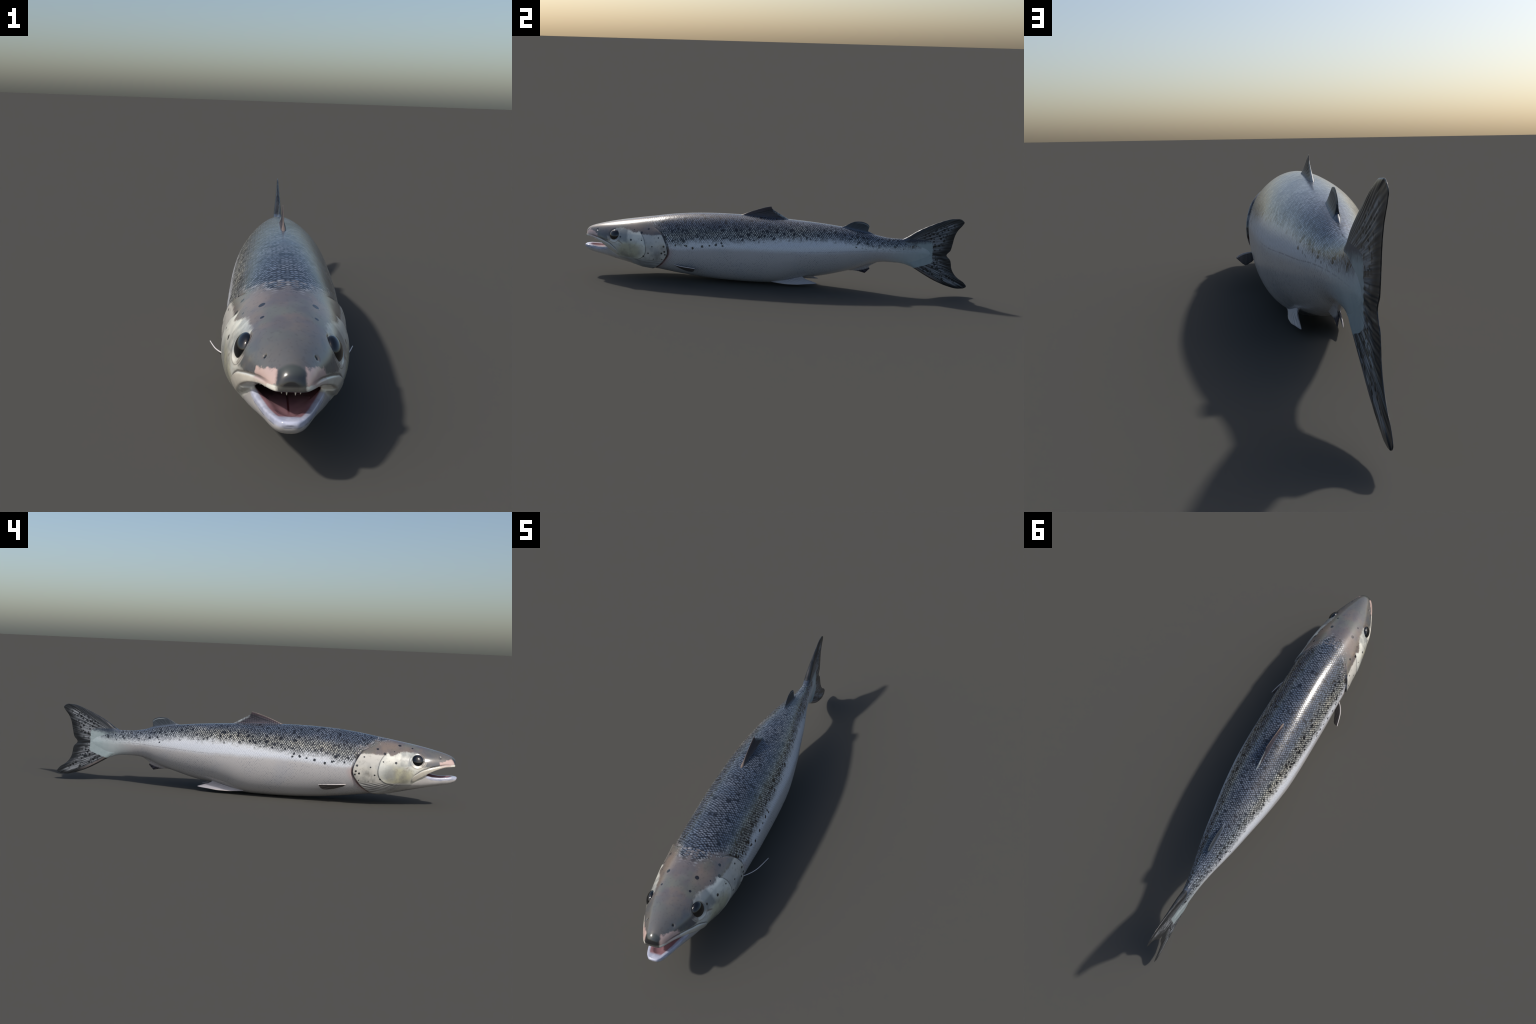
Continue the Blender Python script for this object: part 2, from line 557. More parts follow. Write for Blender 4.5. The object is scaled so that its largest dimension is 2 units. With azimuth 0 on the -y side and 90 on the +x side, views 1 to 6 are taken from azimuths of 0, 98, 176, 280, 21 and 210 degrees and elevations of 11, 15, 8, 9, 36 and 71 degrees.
# height of the dark back's lower limit and of the lateral line along the body
BACK_EDGE = [(-.68, .26), (-.55, .226), (-.486, .216), (-.389, .236), (-.2285, .244), (-.03, .253), (.10, .262), (.278, .262), (.398, .254), (.5565, .2335), (.6376, .2286),
             (.72, .226), (.772, .238), (.82, .252)]
SIDE_LINE = [(-.60, .186), (-.47, .186), (-.393, .189), (-.232, .201), (-.069, .204), (.098, .204), (.188, .2025), (.2724, .205), (.341, .208), (.4466, .2112), (.5553, .216),
             (.664, .2143), (.82, .205)]
# lower limit of the brown crown of the head
CROWN_EDGE = [(-1.0, .205), (-.985, .206), (-.95, .2085), (-.92, .2055), (-.895, .2000), (-.878, .1960), (-.850, .1960), (-.832, .2030), (-.818, .2300), (-.806, .2560), (-.785, .2600), (-.764, .2610),
              (-.723, .2545), (-.692, .2455), (-.674, .256), (-.6625, .2465), (-.626, .244), (-.592, .2445), (-.5697, .2457), (-.50, .25)]
HEAD_SPOTS = [(-.7274, .2861, .0078, .0545), (-.7859, .2757, .0052, .053), (-.627, .2682, .0062, .0955), (-.6615, .2496, .0070, .107), (-.7042, .2603, .0034, .092), (-.5678, .2327, .0040, .128),
              (-.7153, .2124, .0058, .121), (-.657, .2151, .0036, .1286), (-.5998, .1868, .0040, .1375), (-.6204, .1514, .0042, .1368), (-.5927, .1215, .0044, .130), (-.5332, .1655, .0052, .143),
              (-.5299, .1502, .0046, .1427), (-.5484, .1558, .0052, .1416), (-.5376, .192, .0054, .141), (-.6471, .1337, .0050, .132), (-.5472, .1233, .0044, .135)]
FLANK_SPOTS = [(-.4938, .2228, .005), (-.477, .2013, .0048), (-.5265, .2294, .005), (-.0226, .2708, .0062), (-.0386, .2739, .0058), (-.0505, .2648, .006),
               (-.0716, .2744, .005), (-.1035, .2742, .0075), (-.1573, .2713, .004), (-.1688, .2932, .0075), (-.2552, .3026, .006), (-.2423, .2863, .006),
               (-.1339, .2483, .005), (-.1959, .2459, .0045), (-.2133, .2562, .004), (-.2397, .2269, .0055), (-.2327, .2132, .0055), (-.2669, .217, .0072),
               (-.2996, .2103, .0045), (-.3378, .2042, .0065), (-.3864, .1927, .0068), (-.4191, .202, .005), (-.4285, .2042, .0045), (-.4349, .2238, .0072),
               (-.4121, .2646, .005), (.1251, .2857, .006), (.1733, .2855, .0045), (.039, .3004, .0055), (.0361, .2915, .0055), (-.012, .2945, .006),
               (-.0339, .2928, .005), (-.101, .2968, .0055), (-.4692, .2812, .0055), (.1028, .3008, .005), (.4373, .2316, .0045), (.4133, .2794, .004),
               (.4509, .2549, .0045), (.4901, .248, .0045), (.5488, .2382, .004), (.6127, .2474, .004), (.6388, .2406, .004), (.6826, .2495, .0038),
               (.3288, .2968, .005), (.7388, .2554, .0036), (.7377, .2409, .0036), (.7291, .2608, .0036), (.7483, .2679, .0034)]


def tail_colour(t, base):
    """Dark rayed and dotted tail-fin colour (y, z plane)."""
    # fan coordinates about a point inside the stalk
    a = t.math("ARCTAN2", t.Z - .205, t.Y - .60)
    rad = t.math("SQRT", (t.Y - .60) * (t.Y - .60) + (t.Z - .205) * (t.Z - .205))
    streak = t.noise(1., 3., t.vec(a * 42., rad * 7., 0.), .6)
    ray = (a * 230. + t.noise(3., 1.) * 3.).sin() * .5 + .5
    pale = (t.step(streak, .40, .68) * .75 + ray * .22).clamp()
    # the pale web lies in the middle of each lobe; leading edges, margin and fork are dark
    az = (t.Z - .205).abs()
    margin = t.curve(t.Z, [(.03, 1.0), (.06, .975), (.085, .945), (.103, .925), (.132, .905), (.173, .885), (.201, .860), (.2265, .885), (.255, .900), (.296, .914), (.329, .930), (.358, .950), (.39, .955)])
    inner = t.step(margin - t.Y, .002, .045)
    lead_up = t.curve(t.Y, [(.66, .268), (.734, .3113), (.792, .3412), (.865, .3728), (.909, .3861), (.955, .385)])
    lead_lo = t.curve(t.Y, [(.70, .140), (.724, .1268), (.789, .0889), (.847, .0597), (.905, .0388), (.952, .0298), (1.0, .03)])
    web = inner * t.step(lead_up - t.Z, .012, .034) * t.step(t.Z - lead_lo, .008, .026) * t.step(az + t.noise(30.) * .01, .004, .020)
    c = t.mix(pale * (web * .9 + .10), srgb(23, 25, 28), srgb(150, 154, 160))
    rim = t.step(t.Z - lead_lo, .004, .009) * t.step(t.Z - lead_lo, .019, .012) * t.step(t.Y, .90, .80)
    c = t.mix(rim * .7, c, srgb(128, 118, 116))
    d, r1, r2, _ = t.voronoi(t.vec(a * 15. + t.noise(60.) * .3, rad * 62., 0.), .9)
    size = r1 * .22 + .19
    dot = t.step(size - d, -.03, .05) * web * t.step(r2, .12, .2) * t.step(t.Y, .74, .79)
    c = t.mix(t.step(t.noise(1., 2., t.vec(a * 60., rad * 10., 3.)), .62, .70) * web * .35, c, srgb(150, 158, 166))
    c = t.mix(dot * .95, c, srgb(14, 15, 18))
    return c


def skin_material():
    t = Tree("salmon_skin")
    X, Y, Z, AX = t.X, t.Y, t.Z, t.AX
    girth = t.curve(Y, GIRTH_PTS)
    wob = t.noise(22., 4.) - .5
    fine = t.noise(120., 3.) - .5
    soft = t.noise(9., 3.) - .5
    back_edge = t.curve(Y, BACK_EDGE)
    side_line = t.curve(Y, SIDE_LINE)
    stalk = t.curve(Z, STALK_EDGE) - Y

    # --- scale lattice: y along the body, angle round it -------------------
    ang = t.math("ARCTAN2", AX, Z - girth + .02)
    reach = t.curve(Y, [(-.70, .125), (-.4, .155), (-.1, .16), (.2, .145), (.45, .115), (.65, .090), (.83, .085)])
    along = t.curve(Y, [(-.72, 0.), (-.5, 19.), (0., 63.), (.4, 101.), (.65, 132.), (.83, 160.)]) * 2.
    round_ = ang * reach * (2. / .0148)
    jig = t.vec((along + round_) * .5 + wob * .25, (along - round_) * .5 + wob * .25)
    d, r1, r2, pos = t.voronoi(jig, .34)
    sp = t.node("ShaderNodeSeparateXYZ")
    t.put(sp.inputs[0], pos)
    sj = t.node("ShaderNodeSeparateXYZ")
    t.put(sj.inputs[0], jig)
    du = (Val(t, sj.outputs[0]) + Val(t, sj.outputs[1])) - (Val(t, sp.outputs[0]) + Val(t, sp.outputs[1]))
    plate = t.step(d + du * .16 + fine * .28, .52, .14)
    gap = t.step(d + du * .14 + fine * .25, .34, .56)
    # scales thin out on the nape and never reach the head
    front = t.curve(AX, [(0., -.655), (.03, -.665), (.06, -.625), (.085, -.592), (.105, -.566), (.125, -.545), (.15, -.52)])
    scaled = t.step(Y - front + wob * .03 + (r1 - .5) * .09, -.012, .012) * t.step(stalk + (r1 - .5) * .05, -.005, .020)
    nape = t.step(Y - front, .0, .10)

    # --- trunk colours ----------------------------------------------------
    over = Z - back_edge + wob * .014 + fine * .008 + (r1 - .5) * .012
    dark_back = t.step(over, -.034, .038)
    deep_back = t.step(over + soft * .04, .018, .075)
    belly = t.step(Z - side_line + fine * .008 + wob * .010, .012, -.018)
    dots = t.step(d + fine * .2, .50, .62)
    patchy = t.step(t.noise(14., 3.) + r1 * .30, .42, .82)

    lit = t.mix(deep_back, t.mix(t.step(Y, .12, .42), srgb(212, 207, 190), srgb(148, 158, 174)), srgb(98, 110, 130))  # upper back plates tinted blue with the sky's reflection
    lit = t.mix(t.step(t.noise(10., 2.), .45, .6) * .35, lit, t.mix(deep_back, srgb(196, 204, 202), srgb(140, 142, 150)))
    lit = t.mix(r2 * .40, lit, srgb(96, 102, 110))
    shade = t.mix(deep_back, srgb(44, 46, 48), srgb(34, 38, 45))
    nude = t.mix(t.noise(6., 3.), srgb(84, 84, 90), srgb(108, 103, 102))
    front_amt = t.step(Y, .15, -.25)
    bandgap = gap * scaled * (front_amt * .34 + .36) * t.step(over, -.055, .0).max(.45)
    band = t.mix(bandgap, srgb(212, 215, 222), srgb(88, 98, 114))
    band = t.mix(t.step(Y, .35, .62), band, t.mix(gap * .30, srgb(204, 208, 212), srgb(110, 116, 126)))
    under = t.mix(dots * scaled * (t.step(t.noise(7., 2.), .36, .60) * .40 + .12), srgb(186, 183, 183), srgb(104, 110, 122))
    under = t.mix(t.step(soft, .0, .2) * .30, under, srgb(164, 168, 178))
    trunk = t.mix(belly, band, under)
    # the dark ground shows first between the scales, then takes over
    nude = t.mix(t.step(Y, -.3, .2), nude, t.mix(t.noise(90., 3.), srgb(34, 40, 52), srgb(64, 74, 92)))
    low_edge = over - t.step(Y, -.25, .10) * .012
    plate_c = t.mix(t.step(over, -.020, .036), srgb(214, 216, 220), lit)
    sunk = (plate * (patchy * -.40 + 1.)).inv() * t.step(low_edge + soft * .02, -.034, .010)
    ground = t.mix(sunk.clamp(), plate_c, shade)
    trunk = t.mix(t.step(low_edge, -.042, -.018) * scaled, trunk, ground)
    trunk = t.mix(dark_back * scaled.inv(), trunk, nude)
    # thin dark lateral line
    line = t.step((Z - side_line + .002).abs(), .0022, .0006) * t.step(Y, .0, .25) * t.step(t.noise(90., 2.), .38, .55)
    trunk = t.mix(line * .45, trunk, srgb(96, 96, 104))
    # blue-grey wash of the tail stalk
    wash = t.step(Y + (Z - .205) * -.3, .56, .72)
    trunk = t.mix((wash * .75 + t.step(Y, .70, .77) * .25) * dark_back.inv(), trunk, t.mix(t.noise(60., 4.), srgb(156, 172, 176), srgb(178, 190, 192)))
    trunk = t.mix(wash * .35 * dark_back, trunk, srgb(46, 58, 78))

    # black spots: the large ones in their places, small ones strewn between
    rag = t.noise(75., 2., t.vec(X * 0. + 5., Y, Z)) - .5
    rag2 = t.noise(75., 2., t.vec(X * 0. + 9., Y, Z)) - .5
    warp = t.vec(0., Y + rag * .010, Z + rag2 * .010)
    placed = t.step(t.spots(warp, FLANK_SPOTS), .0010, -.0010)
    sd, s1, s2, _ = t.voronoi(t.vec(Y * 36. + rag * .7, round_ * .24 + rag2 * .7), 1.)
    strewn = t.step(s1 * .20 + .07 - sd, .0, .03) * t.step(over + soft * .05, -.026, .010) * t.step(s2, .12, .18) * scaled
    vd, q1, q2, _ = t.voronoi(t.vec(Y * 62. + rag, round_ * .42 + 7. + rag2), 1.)
    fleck = t.step(q1 * .22 + .06 - vd, .0, .06) * t.step(over, -.03, .03) * t.step(q2, .40, .45) * scaled * .85
    trunk = t.mix(t.math("MAXIMUM", fleck, strewn) * .92, trunk, srgb(24, 26, 32))
    trunk = t.mix(placed * t.step(Z, .325, .315) * .97, trunk, srgb(17, 18, 23))

    # --- head ------------------------------------------------------------
    crown_edge = t.curve(Y, CROWN_EDGE)
    crown_d = Z - crown_edge + wob * .018 + fine * .010
    crown = t.step(crown_d, -.0045, .0060)
    mott = t.noise(16., 4., None, .6)
    top = t.mix(t.step(mott, .36, .64), srgb(110, 100, 93), srgb(98, 94, 95))
    top = t.mix(t.step(t.noise(11., 3., t.vec(X + 3., Y, Z)), .50, .64) * .55, top, srgb(98, 104, 95))
    top = t.mix(t.step(AX, .055, .03) * t.step(t.noise(18., 2.), .35, .6) * .5, top, srgb(84, 79, 84))
    top = t.mix(t.step(Y, -.80, -.90) * .55, top, srgb(88, 91, 90))
    top = t.mix(t.step(Y, -.80, -.70) * t.step(AX, .03, .06) * t.step(t.noise(13., 3.), .35, .6) * .6, top, srgb(132, 116, 104))
    top = t.mix(t.step(Y, -.835, -.86) * t.step(AX, .05, .065) * t.step(t.noise(20., 3.), .38, .58) * .5, top, srgb(72, 78, 86))
    top = t.mix(t.step(fine, .06, .16) * .25, top, srgb(70, 66, 66))

    cheek_e = t.curve(Z, CHEEK_PTS) - Y
    gill_e = t.curve(Z, GILL_PTS) - Y
    white = t.mix(t.step(t.noise(20., 4.), .42, .70) * .45, srgb(222, 220, 208), srgb(170, 172, 170))  # cheek base lightened towards the sun-blown white around the eye
    # olive smear on the cheek, smoky gill cover
    sm = t.vec((Y + .725) * 1. , (Z - .155) * 1.35)
    ol = t.node("ShaderNodeVectorMath", operation="LENGTH")
    t.put(ol.inputs[0], sm)
    olive = t.step(Val(t, ol.outputs["Value"]) + wob * .035 + fine * .02, .098, .040) * t.step(cheek_e, -.001, .002)
    smoke = t.noise(15., 4., None, .60)
    cheek = t.mix(olive * .85, white, t.mix(t.step(smoke, .38, .62), srgb(176, 171, 142), srgb(134, 132, 118)))
    cover = t.mix(t.step(smoke, .34, .70) * t.step(Z, .225, .16), srgb(202, 198, 189), srgb(142, 141, 136))
    face = t.mix(t.step(cheek_e, -.002, .002), cover, cheek)
    grime = t.noise(48., 5., None, .7)
    face = t.mix(t.step(grime, .50, .72) * .40, face, srgb(128, 122, 112))
    face = t.mix(t.step(t.noise(9., 3., t.vec(X + 7., Y, Z)), .52, .70) * .35, face, srgb(160, 166, 172))
    # dark seam along the two edges
    seam = t.step((cheek_e + .0022).abs(), .0030, .0006) * t.step(Z, .108, .118) * t.step(Z, .258, .235)
    face = t.mix(seam * .65, face, srgb(66, 66, 62))
    # throat and gill rays
    throat = t.step(Z - t.curve(Y, [(-1.0, .10), (-.80, .112), (-.74, .116), (-.66, .112), (-.60, .110), (-.52, .12)]) + fine * .006, .006, -.006)
    fan = (Z - .045) / (Y * .20 + .18)
    rays = ((fan * 34.0 + wob * 1.6).sin() * .5 + .5) * t.step(Y, -.78, -.70)
    face = t.mix(throat, face, t.mix(rays * t.step(t.noise(12., 2.), .30, .65) * .7 + .1, srgb(184, 182, 178), srgb(96, 96, 98)))
    # grey smear behind and below the eye
    sme = t.step((Z - .2010 + (Y + .785) * .5).abs(), .006, .001) * t.step((Y + .778).abs(), .022, .008)
    haze = t.step((Z - .230).abs() + wob * .012, .038, .026) * t.step((Y + .772).abs() + wob * .012, .042, .026) * (t.step(t.noise(26., 3.), .30, .55) * .5 + .5)
    face = t.mix(haze * (t.step(X, -.01, .01) * .15 + .70), face, srgb(122, 126, 126))
    face = t.mix(sme * .7 * t.step(mott, .35, .5), face, srgb(112, 96, 88))
    jaw_z = t.curve(Y, JAW_BONE_PTS)
    jaw_w = t.curve(Y, JAW_BONE_W_PTS)
    q = Z - jaw_z
    bone = t.step(jaw_w - q.abs(), -.001, .002) * t.step(Y, -.785, -.80)
    gro = t.step((q - jaw_w - .0035).abs(), .0040, .001) * t.step(Y, -.785, -.81) * t.step(Y, -.985, -.93)
    smear_front = t.step(q - jaw_w, .0, .004) * t.step(q - jaw_w, .028, .008) * t.step(Y, -.80, -.87)
    face = t.mix(smear_front * .6, face, t.mix(smoke, srgb(110, 106, 100), srgb(180, 174, 160)))
    head = t.mix(crown * t.step(q - jaw_w, .001, .006), face, top)
    # pale crescent below the front of the eye
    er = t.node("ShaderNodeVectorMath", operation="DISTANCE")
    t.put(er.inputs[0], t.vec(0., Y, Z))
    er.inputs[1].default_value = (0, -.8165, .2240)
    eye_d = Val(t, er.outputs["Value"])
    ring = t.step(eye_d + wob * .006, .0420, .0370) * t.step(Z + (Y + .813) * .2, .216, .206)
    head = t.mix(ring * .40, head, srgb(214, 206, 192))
    arc = t.step((eye_d - .0345).abs(), .0014, .0004) * t.step(Z + (Y + .813), .240, .222)
    head = t.mix(arc * .5, head, srgb(70, 68, 66))
    # pink snout flanks, dark nose
    pk = t.step(t.math("MAXIMUM", (Y + .952).abs() - .035, (Z - .2170 - (Y + .957) * -.30).abs() - .0150) + wob * .024 + fine * .016, .0030, -.0030)
    pk = pk * t.step(AX, .022, .027)
    head = t.mix(pk, head, t.mix(t.noise(50., 3.), srgb(198, 172, 163), srgb(180, 154, 147)))
    head = t.mix(gro * .75, head, srgb(72, 66, 62))
    head = t.mix(bone * (t.step(Y, -.975, -.90) * .55 + .35), head, t.mix(t.noise(40., 3.), srgb(208, 200, 184), srgb(176, 169, 157)))
    nose = t.step(Y + wob * .006, -.968, -.976) * t.step(AX + wob * .012 + fine * .006, .031, .024) * t.step(Z, .19, .194)
    head = t.mix(nose * .9, head, t.mix(t.step(Z, .222, .240), srgb(22, 24, 27), srgb(66, 71, 68)))
    # nostril
    nn = t.node("ShaderNodeVectorMath", operation="DISTANCE")
    t.put(nn.inputs[0], t.vec(AX, Y, Z))
    nn.inputs[1].default_value = (.0473, -.9165, .2393)
    head = t.mix(t.step(Val(t, nn.outputs["Value"]), .0048, .0030), head, srgb(20, 22, 24))
    # lower jaw: pale skin, bluish lip
    low = t.step(Z - t.curve(Y, [(-1.01, .19), (-.95, .185), (-.92, .178), (-.89, .170), (-.87, .160), (-.857, .152), (-.83, .133), (-.805, .120), (-.78, .100), (-.70, .085)]) + fine * .003, .004, -.004)
    low = low * t.step(Y, -.70, -.78)
    jawc = t.mix(t.step(mott, .40, .65) * .5, srgb(192, 188, 185), srgb(164, 160, 158))
    head = t.mix(low, head, jawc)
    jw = t.curve(Y, JAW_WIDTH_PTS)
    lip = t.step(Z - t.curve(Y, LIP_LOW_PTS) + fine * .004, -.016, -.008) * low * t.step(Y, -.845, -.865)
    head = t.mix(lip * .9, head, t.mix(t.step(t.noise(45., 3.), .42, .66) * .6, srgb(186, 189, 208), srgb(144, 151, 176)))
    liprim = t.step((Z - t.curve(Y, LIP_LOW_PTS) + .0125).abs(), .0022, .0006) * low * t.step(Y, -.85, -.87) * t.step(t.noise(40., 2.), .42, .58)
    head = t.mix(liprim * .5, head, srgb(110, 116, 134))
    # spots
    hs = t.step(t.spots(t.vec(AX, Y + fine * .002, Z + fine * .002), HEAD_SPOTS), .0009, -.0009)
    head = t.mix(hs * .95, head, srgb(24, 25, 30))
    one = t.step(t.spots(t.vec(0., Y, Z), [(-.7755, .2217, .0048)]), .0010, -.0010) * t.step(X, .0, .02)
    head = t.mix(one * .85, head, srgb(36, 34, 36))

    is_head = t.step(gill_e, -.0005, .0012) * t.step(Y, -.48, -.49)
    # the nape above the gill cover has no edge: crown runs into the back
    nape_mix = t.step(Y - front + wob * .05, .03, -.05)
    is_head = t.math("MAXIMUM", is_head * t.step(Z, .286, .276), nape_mix * t.step(Z, .262, .272))
    is_head = t.math("MAXIMUM", is_head, t.step(Y, -.70, -.72))
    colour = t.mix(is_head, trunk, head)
    # gill slit: dark above, blood red below
    slit = t.step(gill_e, -.0125, -.0045) * t.step(gill_e, .0030, .0005) * t.step(Z, .280, .235) * t.step(Z, .040, .060)
    colour = t.mix(slit * (t.step(t.noise(30., 3.), .30, .60) * .45 + .50), colour, t.mix(t.step(Z, .150, .110) * t.step(Z, .05, .07), srgb(40, 34, 34), srgb(92, 30, 22)))
    blush = t.step(gill_e, -.040, -.010) * t.step(gill_e, .0, -.004) * t.step(Z, .20, .16) * t.step(Z, .04, .08)
    colour = t.mix(blush * .35, colour, srgb(176, 140, 136))

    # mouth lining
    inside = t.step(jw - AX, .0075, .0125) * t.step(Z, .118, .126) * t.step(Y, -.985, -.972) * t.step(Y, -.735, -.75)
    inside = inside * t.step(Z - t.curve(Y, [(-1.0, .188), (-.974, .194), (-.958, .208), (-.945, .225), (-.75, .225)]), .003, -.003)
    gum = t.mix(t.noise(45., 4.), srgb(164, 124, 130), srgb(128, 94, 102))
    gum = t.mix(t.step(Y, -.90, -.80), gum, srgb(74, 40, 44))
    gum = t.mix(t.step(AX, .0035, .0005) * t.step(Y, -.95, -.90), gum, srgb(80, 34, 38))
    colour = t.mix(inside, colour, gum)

    # tail fin colour beyond the stalk
    colour = t.mix(t.step(stalk + fine * .012 + wob * .010, .002, -.002), colour, tail_colour(t, colour))

    body_amt = is_head.inv() * scaled
    bumpy = (plate * body_amt * t.step(Z - side_line, -.06, .03).max(.25)) + fine * .05
    rough = is_head.inv() * .02 + .17 + (r1 - .5) * .08 * body_amt + mott * .05
    return t.finish(colour, rough, bumpy, .12, .0010, .7, is_head * .25)


def rayed_material(name, dark, pale, origin, edge=None, count=60., contrast=1., rough=.42):
    """Fin membrane: dark with paler rays fanning from a point in the y, z plane."""
    t = Tree(name)
    a = t.math("ARCTAN2", t.Z - origin[1], t.Y - origin[0])
    st = t.noise(1., 3., t.vec(a * count * .45, t.Y * 9., t.Z * 9.), .6)
    ray = ((a * count) + t.noise(12., 2.) * 2.).sin() * .5 + .5
    f = (t.step(st, .42, .66) * .7 + ray * .3) * contrast
    c = t.mix(f.clamp(), dark, pale)
    if edge:
        c = edge(t, c)
    return t.finish(c, rough, ray, .25, .0008)


def dorsal_edge(t, c):
    h = t.Z - t.curve(t.Y, [(-.20, .352), (-.1, .3495), (0., .3455), (.092, .3396)])
    lead = t.curve(t.Y, [(-.16, .352), (-.098, .3765), (-.040, .396), (-.008, .403), (.0, .40)]) - t.Z
    c = t.mix(t.step(lead, .016, .009) * t.step(lead, .003, .006) * t.step(t.Y, .02, -.01) * .6, c, srgb(70, 54, 58))
    c = t.mix(t.step(h, .010, .003) * t.step(t.Y, -.12, -.06) * t.step(t.Y, .07, .03) * t.step(t.X, .002, -.002) * .25, c, srgb(92, 78, 84))
    tr = t.curve(t.Y, [(-.01, .40), (.0, .388), (.010, .3818), (.043, .3635), (.070, .348), (.092, .336)]) - t.Z
    c = t.mix(t.step(tr, .013, .004) * t.step(t.Y, -.002, .012) * t.step(t.noise(60., 3.), .3, .6), c, srgb(150, 156, 158))
    c = t.mix(t.step(h, .004, -.002) * .8, c, srgb(70, 78, 92))
    c = t.mix(t.step(lead, .0045, .0015) * t.step(t.Y, .01, -.01) * .7, c, srgb(128, 112, 102))
    return c


def adipose_edge(t, c):
    top = t.curve(t.Y, [(.355, .317), (.372, .3225), (.40, .3385), (.426, .348), (.451, .3495), (.476, .344), (.491, .334), (.4955, .325)]) - t.Z
    rim = t.step((top - .007).abs(), .0028, .0010) * t.step(t.Y, .42, .45)
    c = t.mix(rim * .6, c, srgb(140, 148, 152))
    h = t.Z - t.curve(t.Y, [(.345, .3182), (.43, .3045), (.513, .2885), (.551, .28)])
    c = t.mix(t.step(h, .012, .0) * .75, c, t.mix(t.noise(120., 2.), srgb(60, 70, 88), srgb(104, 116, 134)))
    return c


def anal_edge(t, c):
    h = t.curve(t.Y, [(.385, .0905), (.424, .0925), (.47, .101), (.50, .112), (.545, .144)]) - t.Z
    c = t.mix(t.step(h, .006, -.002), c, t.mix(t.noise(50., 2.), srgb(178, 172, 170), srgb(150, 146, 148)))
    return c


def paired_edge(t, c):
    c = t.mix(t.step(t.Z, .0945, .0968), c, srgb(206, 200, 198))
    pel = t.step(t.Y, -.2, -.1)
    c = t.mix(pel * .85, c, srgb(186, 182, 188))
    return t.mix(pel * t.step(t.Z, .020, .012) * .5, c, srgb(206, 192, 178))


MAT_SKIN = skin_material()
MAT_MOUTH = MAT_SKIN
MAT_DORSAL = rayed_material("dorsal_membrane", srgb(30, 29, 34), srgb(72, 68, 78), (-.30, .30), dorsal_edge, 190.)
MAT_ADIPOSE = rayed_material("adipose_flesh", srgb(40, 45, 52), srgb(76, 84, 92), (.36, .25), adipose_edge, 60., .6)
MAT_ANAL = rayed_material("anal_membrane", srgb(26, 25, 32), srgb(74, 70, 84), (.40, .14), anal_edge, 50.)
MAT_PAIRED = rayed_material("paired_membrane", srgb(70, 66, 66), srgb(110, 104, 100), (-.52, .12), paired_edge, 70., .8)


def tail_material():
    t = Tree("tail_membrane")
    stalk = t.curve(t.Z, STALK_EDGE) - t.Y
    fine = t.noise(120., 3.) - .5
    wob = t.noise(22., 4.) - .5
    flesh = t.mix(t.noise(60., 4.), srgb(142, 157, 161), srgb(164, 176, 178))
    upper = t.step(t.Z + fine * .030 + wob * .02 - (t.Y - .74).max(0.) * .20, .240, .268)
    flesh = t.mix(upper, flesh, t.mix(t.noise(160., 2.), srgb(32, 38, 50), srgb(78, 88, 104)))
    c = t.mix(t.step(stalk + fine * .012 + wob * .010, -.002, .002), tail_colour(t, flesh), flesh)
    a = t.math("ARCTAN2", t.Z - .205, t.Y - .60)
    return t.finish(c, .30, (a * 230.).sin() * t.step(stalk, .0, -.02), .2, .0008)


MAT_CAUDAL = tail_material()


def plain(name, c, rough, coat=0., spec=.5, vary=None):
    t = Tree(name)
    col = t.mix(t.noise(vary or 40., 3.), c, tuple(v * .8 for v in c[:3]) + (1.,))
    return t.finish(col, rough, None, spec=spec, coat=coat)


MAT_EYE = plain("eye_black", srgb(9, 10, 13), .10, .6)
MAT_TOOTH = plain("tooth_ivory", srgb(226, 218, 200), .30)
REGIONS = ["head", "torso", "tail", "lower_jaw", "mouth_lining"]
REGION_MATS = [MAT_SKIN, MAT_SKIN, MAT_SKIN, MAT_SKIN, MAT_MOUTH]
for r, name in enumerate(REGIONS):
    q = Q[region == r]
    used, inv = np.unique(q, return_inverse=True)
    add_mesh(name, V[used], inv.reshape(-1, 4), [REGION_MATS[r]], normals=NV[used])

# ----------------------------------------------------------------------------
# fins
# ----------------------------------------------------------------------------
def plane(points):
    return [(0, y, z) for y, z in points]


def flare(v, P, width, reach):
    """Extra half thickness where the fin grows out of the back."""
    return width * np.exp(-np.maximum(P, 0) / reach)


# dorsal fin
dor_base = resample(plane([(-.170, .343), (-.10, .337), (-.02, .334), (.04, .331), (.088, .330)]), 140)
dor_edge = resample(plane([(-.168, .3495), (-.155, .3530), (-.098, .3765), (-.040, .3960), (-.008, .4030), (-.0055, .3990), (-.003, .3915),
                           (.010, .3818), (.043, .3635), (.070, .3480), (.092, .3360)]), 140, smooth=False)


def dor_thick(u, v, P):
    h = P[..., 2] - BACK(P[..., 1])
    ray = 1 + .12 * np.sin(u * 2 * np.pi * 26 + 3 * v) * (u > .04)
    t = .0012 + .0026 * (1 - v) + .0016 * np.exp(-u / .06)
    return t * ray * (1 - .75 * step(v, .90, 1.0)) + flare(v, h + .004, .0075, .009) * step(u, 0, .1) * step(u, 1, .85)


fin_mesh("dorsal_fin", dor_base, dor_edge, dor_thick, [MAT_DORSAL], nu=140, nv=48)

# adipose fin
adi_base = resample(plane([(.352, .310), (.40, .300), (.44, .293), (.47, .286), (.50, .278), (.525, .272)]), 100)
adi_edge = resample(plane([(.355, .3170), (.372, .3225), (.400, .3385), (.426, .3480), (.451, .3495), (.476, .3440), (.491, .3340),
                           (.4955, .3250), (.4925, .3140), (.489, .3045), (.502, .2960), (.525, .2860)]), 100)


